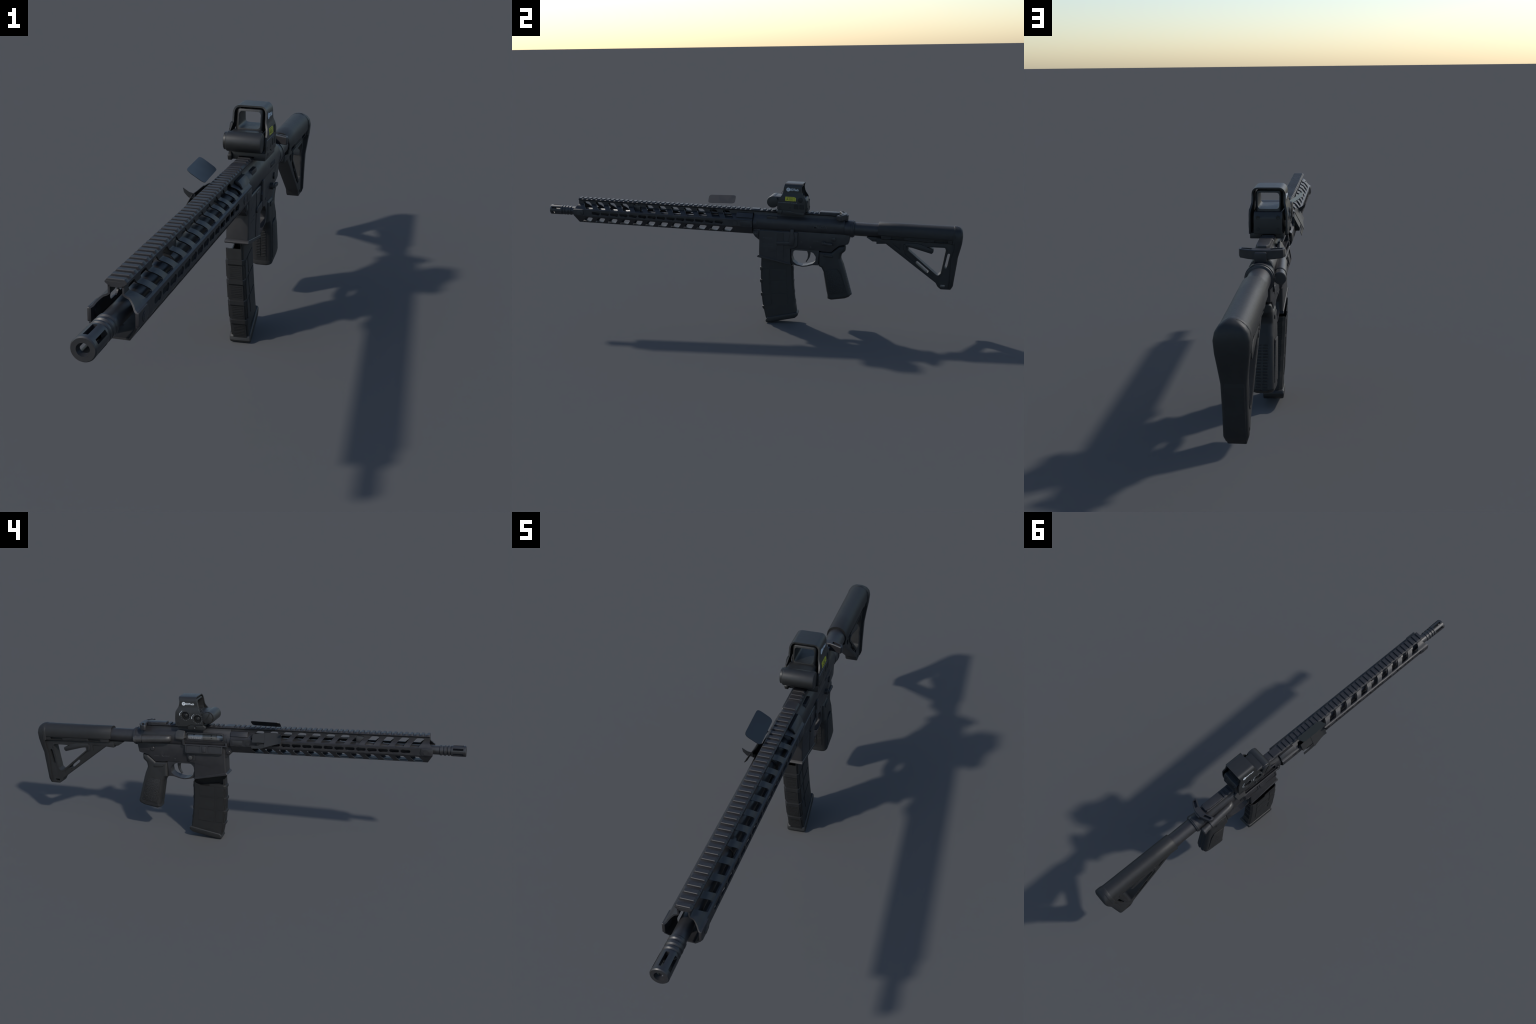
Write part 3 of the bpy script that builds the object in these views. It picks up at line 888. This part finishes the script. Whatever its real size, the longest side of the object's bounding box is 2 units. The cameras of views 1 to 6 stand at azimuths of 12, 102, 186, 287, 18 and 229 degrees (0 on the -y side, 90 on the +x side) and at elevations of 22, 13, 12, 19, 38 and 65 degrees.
# window tunnel: leaning front edge, curved rear edge
tunnel = rounded([(0.1655, 0.112), (0.1700, 0.1500), (0.1785, 0.1930), (0.2560, 0.1930), (0.2570, 0.1780), (0.2610, 0.1500), (0.2640, 0.130), (0.2640, 0.112)],
                 [0.001, 0.01, 0.003, 0.003, 0.02, 0.02, 0.004, 0.001], 3)
bm = prism(tunnel, -0.0380, 0.0380, 0.011, 5)
bm = cut(bm, prism(rounded([(-0.0310, 0.1405), (0.0310, 0.1405), (0.0310, 0.1865), (-0.0310, 0.1865)], 0.010, 4), 0.10, 0.35, axis='s'))
finish(bm, "window_frame", OPTIC, sight, angle=40)
# hood
def hood_x(h):
    pts = [(0.06, 0.0555), (0.130, 0.0555), (0.142, 0.0535), (0.158, 0.0490), (0.21, 0.0480)]
    for (a, x), (b, y) in zip(pts, pts[1:]):
        if h <= b:
            t = (h - a) / (b - a)
            return x + (y - x) * t
    return pts[-1][1]


def lerp_tab(tab, h):
    for (a, x), (b, y) in zip(tab, tab[1:]):
        if h <= b:
            return x + (y - x) * max(0, (h - a)) / (b - a)
    return tab[-1][1]


FRONT = [(0.07, 0.1475), (0.095, 0.1465), (0.120, 0.1480), (0.145, 0.166), (0.156, 0.171), (0.184, 0.1755), (0.196, 0.178), (0.2022, 0.180)]
BACK = [(0.07, 0.2795), (0.095, 0.2805), (0.120, 0.2785), (0.139, 0.2760), (0.156, 0.2640), (0.170, 0.2585), (0.184, 0.2570), (0.194, 0.2600), (0.2022, 0.2620)]
right = [(hood_x(h), h) for h in (0.071, 0.085, 0.10, 0.115, 0.130, 0.137, 0.144, 0.151, 0.158, 0.167, 0.176, 0.183)]
cr = 0.0180
corner = [(0.048 - cr + cr * math.cos(a), 0.2022 - cr + cr * math.sin(a)) for a in [math.pi / 2 * i / 6 for i in range(1, 7)]]
hp = right + corner + [(-x, h) for x, h in reversed(corner)] + [(-x, h) for x, h in reversed(right)]
hi_ = offset_path(hp, -0.0048)
bm = bmesh.new()
g = []
for path in (hp, hi_):
    f = []
    for q in range(5):
        f.append([bm.verts.new((x, lerp_tab(FRONT, h0[1]) * (1 - q / 4) + lerp_tab(BACK, h0[1]) * q / 4, h)) for (x, h), h0 in zip(path, hp)])
    g.append(f)
n = len(hp)
for q in range(4):
    for i in range(n - 1):
        bm.faces.new((g[0][q][i], g[0][q][i + 1], g[0][q + 1][i + 1], g[0][q + 1][i]))
        bm.faces.new((g[1][q][i], g[1][q + 1][i], g[1][q + 1][i + 1], g[1][q][i + 1]))
    for i in (0, n - 1):
        bm.faces.new((g[0][q][i], g[0][q + 1][i], g[1][q + 1][i], g[1][q][i]))
for q in (0, 4):
    for i in range(n - 1):
        bm.faces.new((g[0][q][i], g[0][q][i + 1], g[1][q][i + 1], g[1][q][i]))
c = bmesh.new()
KN = ((0.2290, 0.1200), (0.1725, 0.1065))
for s, h in KN:
    lathe([(-0.08, 0.0180), (-0.045, 0.0168)], 28, bm=c, axis='x', cx=s, c2=h)
bm = cut(bm, c)
bm = cut(bm, prism([(0.13, 0.06), (0.228, 0.06), (0.226, 0.0700), (0.208, 0.0790), (0.13, 0.0790)], -0.08, 0.08))
hood = finish(bm, "sight_hood", OPTIC, sight, angle=30)
for s, h in KN:
    bm = lathe([(-0.0475, 0.0170), (-0.0470, 0.0175), (-0.043, 0.0175)], 28, axis='x', cx=s, c2=h)
    kn = finish(bm, "knob_shade_disc", DARK, hood)  # black disc behind the cut hole, its shade put into the colour
    bm = lathe([(-0.0532, 0.003), (-0.0526, 0.0062), (-0.0510, 0.0078), (-0.046, 0.0085)], 20, axis='x', cx=s - 0.001, c2=h + 0.0005)
    finish(bm, "adjustment_knob", OPTIC, hood)
    q = lathe([(-0.0565, 0.0184), (-0.0565, 0.0196), (-0.0545, 0.0200)], 32, axis='x', cx=s, c2=h)
    q = cut(q, lathe([(-0.07, 0.0178), (-0.05, 0.0174)], 32, axis='x', cx=s, c2=h))
    finish(q, "knob_rim", OPTIC, hood)
bm = bmesh.new()
for s, h in KN:
    for i in range(16):
        a = 2 * math.pi * (i + 0.5) / 16
        r0, r1 = 0.0216, 0.0225
        ca, sa = math.cos(a), math.sin(a)
        ps, ph = s + r0 * ca, h + r0 * sa
        if ph > 0.132:
            continue
        prism(circle(ps, ph, 0.0006, 6), -0.0561, -0.054, bm=bm)
finish(bm, "dial_dot", WHITE, hood, kind="stuff")
for s, h in KN:
    bm = prism(rounded([(s + 0.0265, h + 0.000), (s + 0.0285, h + 0.000), (s + 0.0280, h + 0.0105), (s + 0.0260, h + 0.0105)], 0.0005, 1), -0.0564, -0.054)
    for v in bm.verts:
        if v.co.z > 0.13:
            v.co.x += 0.002 * (v.co.z - 0.13) / 0.012
    finish(bm, "dial_bar", WHITE, hood)
    bm = prism([(s + 0.0270, h + 0.0120), (s + 0.0165, h + 0.0225), (s + 0.0145, h + 0.0205), (s + 0.0250, h + 0.0100)], -0.0564, -0.050)
    for v in bm.verts:
        d = hood_x(v.co.z)
        v.co.x = -d - 0.0008 if v.co.x < -0.054 else -d + 0.002
    finish(bm, "dial_word", GREY, hood)


def disc_logo(side, s, h, r):
    x = hood_x(h) + 0.0002
    b = prism(circle(s, h, r, 26), *sorted((side * (x - 0.003), side * (x + 0.0009))))
    inner = prism(rounded([(s - r * 0.42 * side, h - r * 0.55), (s + r * 0.15 * side, h - r * 0.55), (s + r * 0.15 * side, h + r * 0.05), (s + r * 0.5 * side, h + r * 0.05), (s + r * 0.5 * side, h + r * 0.55), (s - r * 0.42 * side, h + r * 0.55)], 0), *sorted((side * (x - 0.01), side * (x + 0.01))))
    if side > 0:
        pass
    b = cut(b, inner)
    bar = prism(rounded([(s - r * 0.2 * side, h - r * 0.5), (s + r * 0.02 * side, h - r * 0.5), (s + r * 0.02 * side, h + r * 0.5), (s - r * 0.2 * side, h + r * 0.5)], 0), *sorted((side * (x - 0.003), side * (x + 0.0009))), bm=b)
    finish(bar, "sight_emblem", WHITE, hood)


disc_logo(1, 0.1960, 0.1745, 0.0088)
lettering("EOTech", "sight_lettering", WHITE, hood, 0.2065, 0.2440, 0.1690, 0.1800, 0.0484, 1, depth=0.0008, bold=0.02)
disc_logo(-1, 0.2370, 0.1730, 0.0080)
lettering("EOTech", "sight_lettering", WHITE, hood, 0.1880, 0.2275, 0.1680, 0.1770, -0.0484, -1, depth=0.0008, bold=0.02)
lettering("FOR LAW ENFORCEMENT MILITARY USE", "small_print", GREY, hood, 0.1520, 0.2400, 0.1118, 0.1155, 0.0555, 1, depth=0.0006)
bm = prism(rounded([(0.1840, 0.1225), (0.2280, 0.1225), (0.2280, 0.1415), (0.1840, 0.1415)], 0.001, 1), 0.0530, 0.0562)
bm.faces.ensure_lookup_table()
for v in bm.verts:
    v.co.x -= 0.0018 * max(0, (v.co.z - 0.130)) / 0.012 if v.co.x > 0 else 0
lab = finish(bm, "warning_label", YELLOW, hood)
bm = prism(rounded([(0.2292, 0.1225), (0.2338, 0.1225), (0.2338, 0.1365), (0.2315, 0.1405), (0.2292, 0.1370)], 0.0005, 1), 0.0530, 0.0562)
for v in bm.verts:
    v.co.x -= 0.0018 * max(0, (v.co.z - 0.130)) / 0.012
finish(bm, "warning_label", YELLOW, hood)


def lab_x(h):
    return 0.0562 - 0.0018 * max(0, h - 0.130) / 0.012


bm = bmesh.new()
for p in ([(0.188, 0.1255), (0.190, 0.1255), (0.1945, 0.1345), (0.1985, 0.1255), (0.200, 0.1255), (0.1945, 0.1370)], [(0.193, 0.1275), (0.196, 0.1275), (0.196, 0.131), (0.193, 0.131)]):
    prism(p, 0.052, 0.0565, bm=bm)
for h, a, b in ((0.1385, 0.191, 0.223), (0.1335, 0.202, 0.225), (0.1300, 0.203, 0.219), (0.1265, 0.202, 0.223)):
    prism([(a, h - 0.0009), (b, h - 0.0009), (b, h + 0.0009), (a, h + 0.0009)], 0.052, 0.0565, bm=bm)
for v in bm.verts:
    if v.co.x > 0.054:
        v.co.x = lab_x(v.co.z) + 0.0004
finish(bm, "label_print", INK, hood, kind="stuff")
# buttons and screws on the right flank
bm = lathe([(0.053, 0.0115), (0.0562, 0.0115), (0.0568, 0.0100)], 24, axis='x', cx=0.2555, c2=0.1285)
finish(bm, "sight_button", DARK, hood)
for a in (0.2255, 0.2515):
    bm = prism(rounded([(a, 0.0865), (a + 0.0215, 0.0865), (a + 0.0215, 0.1065), (a, 0.1065)], 0.003, 3), 0.053, 0.0568, 0.0008, 1)
    finish(bm, "sight_button", DARK, hood)
for sd, s, h in ((1, 0.161, 0.0895), (1, 0.208, 0.0895), (-1, 0.2660, 0.0825)):
    x = 0.0558 * sd
    q = [(0.053 * sd, 0.0058), (x, 0.0058), (x, 0.0036), (x - 0.0012 * sd, 0.0034)]
    bm = lathe(q if sd > 0 else list(reversed(q)), 18, axis='x', cx=s, c2=h)
    finish(bm, "sight_screw", DARK, hood)
# forward battery tube and cap
bm = lathe([(-0.049, 0.0265), (-0.047, 0.0278), (0.0445, 0.0278), (0.0485, 0.0265), (0.0495, 0.0240)], 40, axis='x', cx=0.1235, c2=0.1120)
btube = finish(bm, "battery_tube", OPTIC, sight)
bm = lathe([(-0.0575, 0.0225), (-0.0565, 0.0245), (-0.0505, 0.0250), (-0.0495, 0.0230), (-0.0460, 0.0230)], 36, axis='x', cx=0.1265, c2=0.1120)
cb = prism([(0.095, 0.1095), (0.155, 0.1095), (0.155, 0.1140), (0.095, 0.1140)], -0.07, -0.0555)
cb.transform(Matrix.Translation((0, 0.1265, 0.112)) @ Matrix.Rotation(math.radians(-60), 4, 'X') @ Matrix.Translation((0, -0.1265, -0.112)))
bm = cut(bm, cb)
finish(bm, "battery_cap", OPTIC, btube)
# deck between tube and window, with a shallow scoop edge
bm = prism(rounded([(0.112, 0.132), (0.122, 0.1382), (0.150, 0.1375), (0.172, 0.1375), (0.172, 0.095), (0.112, 0.095)], [0.006, 0.012, 0.01, 0.002, 0, 0], 4), -0.0465, 0.0415, 0.008, 4)
finish(bm, "sight_deck", OPTIC, sight, angle=40)
for p in ([(-0.047, 0.1470, 0.1300), (-0.0500, 0.1480, 0.1420), (-0.0500, 0.1530, 0.1520), (-0.0500, 0.1620, 0.1560), (-0.0490, 0.1720, 0.1560)],):
    finish(sweep(p, 0.0010, 8), "cap_lanyard", OPTIC, sight)
# mount
bm = prism(rounded([(0.148, 0.0560), (0.275, 0.0560), (0.275, 0.0730), (0.226, 0.0735), (0.206, 0.0780), (0.148, 0.0780)], 0.003, 2), -0.0440, 0.0535, 0.002, 2)
c = prism([(-0.0215, 0.050), (0.0215, 0.050), (0.0215, 0.0665), (-0.0215, 0.0665)], 0.1, 0.35, axis='s')
bm = cut(bm, c)
bm = cut(bm, prism(rounded([(0.169, 0.050), (0.173, 0.050), (0.173, 0.0765), (0.169, 0.0765)], 0), 0.049, 0.08))
prism(rounded([(0.184, 0.0635), (0.1915, 0.0635), (0.1915, 0.0725), (0.184, 0.0725)], 0.001, 1), 0.05, 0.0542, bm=bm)
mount = finish(bm, "sight_mount", OPTIC, sight)
bm = prism(rounded([(0.143, 0.0535), (0.224, 0.0540), (0.225, 0.0700), (0.209, 0.0775), (0.150, 0.0775), (0.1365, 0.0680)], 0.004, 2), -0.0525, -0.0400, 0.003, 3)
lathe([(-0.0555, 0.0035), (-0.0575, 0.0058), (-0.050, 0.0066)], 18, bm=bm, axis='x', cx=0.186, c2=0.0675)
finish(bm, "mount_lever", OPTIC, mount)
# rear face screws and emblem
bm = bmesh.new()
for x in (-0.029, 0.029):
    for h, s in ((0.119, 0.2840), (0.0855, 0.2866)):
        lathe([(s - 0.004, 0.0058), (s + 0.0012, 0.0058), (s + 0.0012, 0.0035), (s - 0.0002, 0.0033)], 16, bm=bm, axis='s', cx=x, c2=h)
finish(bm, "rear_screw", OPTIC, sight)

# ------------------------------------------------------------------ folded bracket and loose plate on the left
def sheet(grid_pts, thick, name, mat, parent):
    bm_ = bmesh.new()
    vs = [[bm_.verts.new(p) for p in row] for row in grid_pts]
    for a, b in zip(vs, vs[1:]):
        for i in range(len(a) - 1):
            bm_.faces.new((a[i], a[i + 1], b[i + 1], b[i]))
    bmesh.ops.recalc_face_normals(bm_, faces=bm_.faces)
    bmesh.ops.solidify(bm_, geom=bm_.faces[:], thickness=thick)
    return finish(bm_, name, mat, parent, angle=40)


def main_x(s, h):
    base = -0.0445 - (0.045 - h) * 0.52
    f = max(0.0, (-0.185 - s) / 0.028)
    return base - 0.006 * f * f


rows = []
for s, ht, hb in ((-0.079, 0.044, 0.012), (-0.100, 0.047, 0.0125), (-0.120, 0.050, 0.0125), (-0.1365, 0.052, 0.013)):
    rows.append([(main_x(s, ht + (hb - ht) * k / 4), s, ht + (hb - ht) * k / 4) for k in range(5)])
bracket = sheet(rows, 0.0016, "folded_bracket", POLY, ROOT)
rows = []
for s, ht, hb in ((-0.1365, 0.052, -0.007), (-0.16, 0.0535, 0.000), (-0.182, 0.054, 0.006), (-0.195, 0.053, 0.009), (-0.205, 0.051, 0.012), (-0.213, 0.048, 0.014)):
    rows.append([(main_x(s, ht + (hb - ht) * k / 4), s, ht + (hb - ht) * k / 4) for k in range(5)])
sheet(rows, 0.0016, "bracket_wing", POLY, bracket)
# lower lip with a step
rows = [[(-0.0655, s, a), (-0.0695, s, b)] for s, a, b in ((-0.078, -0.002, -0.014), (-0.110, -0.001, -0.013), (-0.113, 0.004, -0.0125), (-0.122, 0.007, -0.012), (-0.1365, 0.0065, -0.0075))]
sheet(rows, 0.0016, "bracket_lip", POLY, bracket)
# rear wall folded inwards
rows = [[(-0.045, -0.0785, 0.042), (-0.061, -0.0785, 0.013)], [(-0.038, -0.0785, 0.038), (-0.055, -0.0785, 0.009)]]
sheet(rows, 0.0014, "bracket_end", DARK, bracket)
# forward ear
rows = [[(-0.043, -0.2075, 0.049), (-0.043, -0.2085, 0.036)], [(-0.057, -0.2125, 0.0545), (-0.058, -0.2140, 0.041)], [(-0.0722, -0.2150, 0.0650), (-0.0690, -0.2155, 0.0530)]]
sheet(rows, 0.0016, "bracket_ear", POLY, bracket)
rows = [[(-0.046, -0.066, 0.030), (-0.044, -0.080, 0.044)], [(-0.040, -0.066, 0.028), (-0.038, -0.080, 0.042)]]
sheet(rows, 0.0014, "bracket_end", DARK, bracket)
bm = prism(rounded([(-0.16, -0.004), (-0.10, -0.004), (-0.10, 0.010), (-0.16, 0.010)], 0.003, 2), -0.0600, -0.0440, 0.001, 1)
finish(bm, "bracket_foot", DARK, bracket)
# loose rounded plate, tilted outwards, 1.2 mm thick
out0 = rounded([(-0.067, -0.027), (0.064, -0.027), (0.068, 0.0285), (-0.065, 0.0285)], 0.015, 5)
bm = prism(out0, 0.0, 0.0012, axis='h')       # (x=length, s=width) drawn along h
ax_l = Vector((0.003, -0.131, 0.001)).normalized()
ax_w = Vector((-0.0465, -0.004, 0.0315)).normalized()
ax_w = (ax_w - ax_l * ax_w.dot(ax_l)).normalized()
ax_n = ax_l.cross(ax_w)
cen = Vector((-0.0365, -0.1385, 0.5835))
for v in bm.verts:
    p = v.co.copy()
    v.co = cen + ax_l * p.x + ax_w * p.y + ax_n * p.z
finish(bm, "loose_cover_plate", PLATE, place=False)
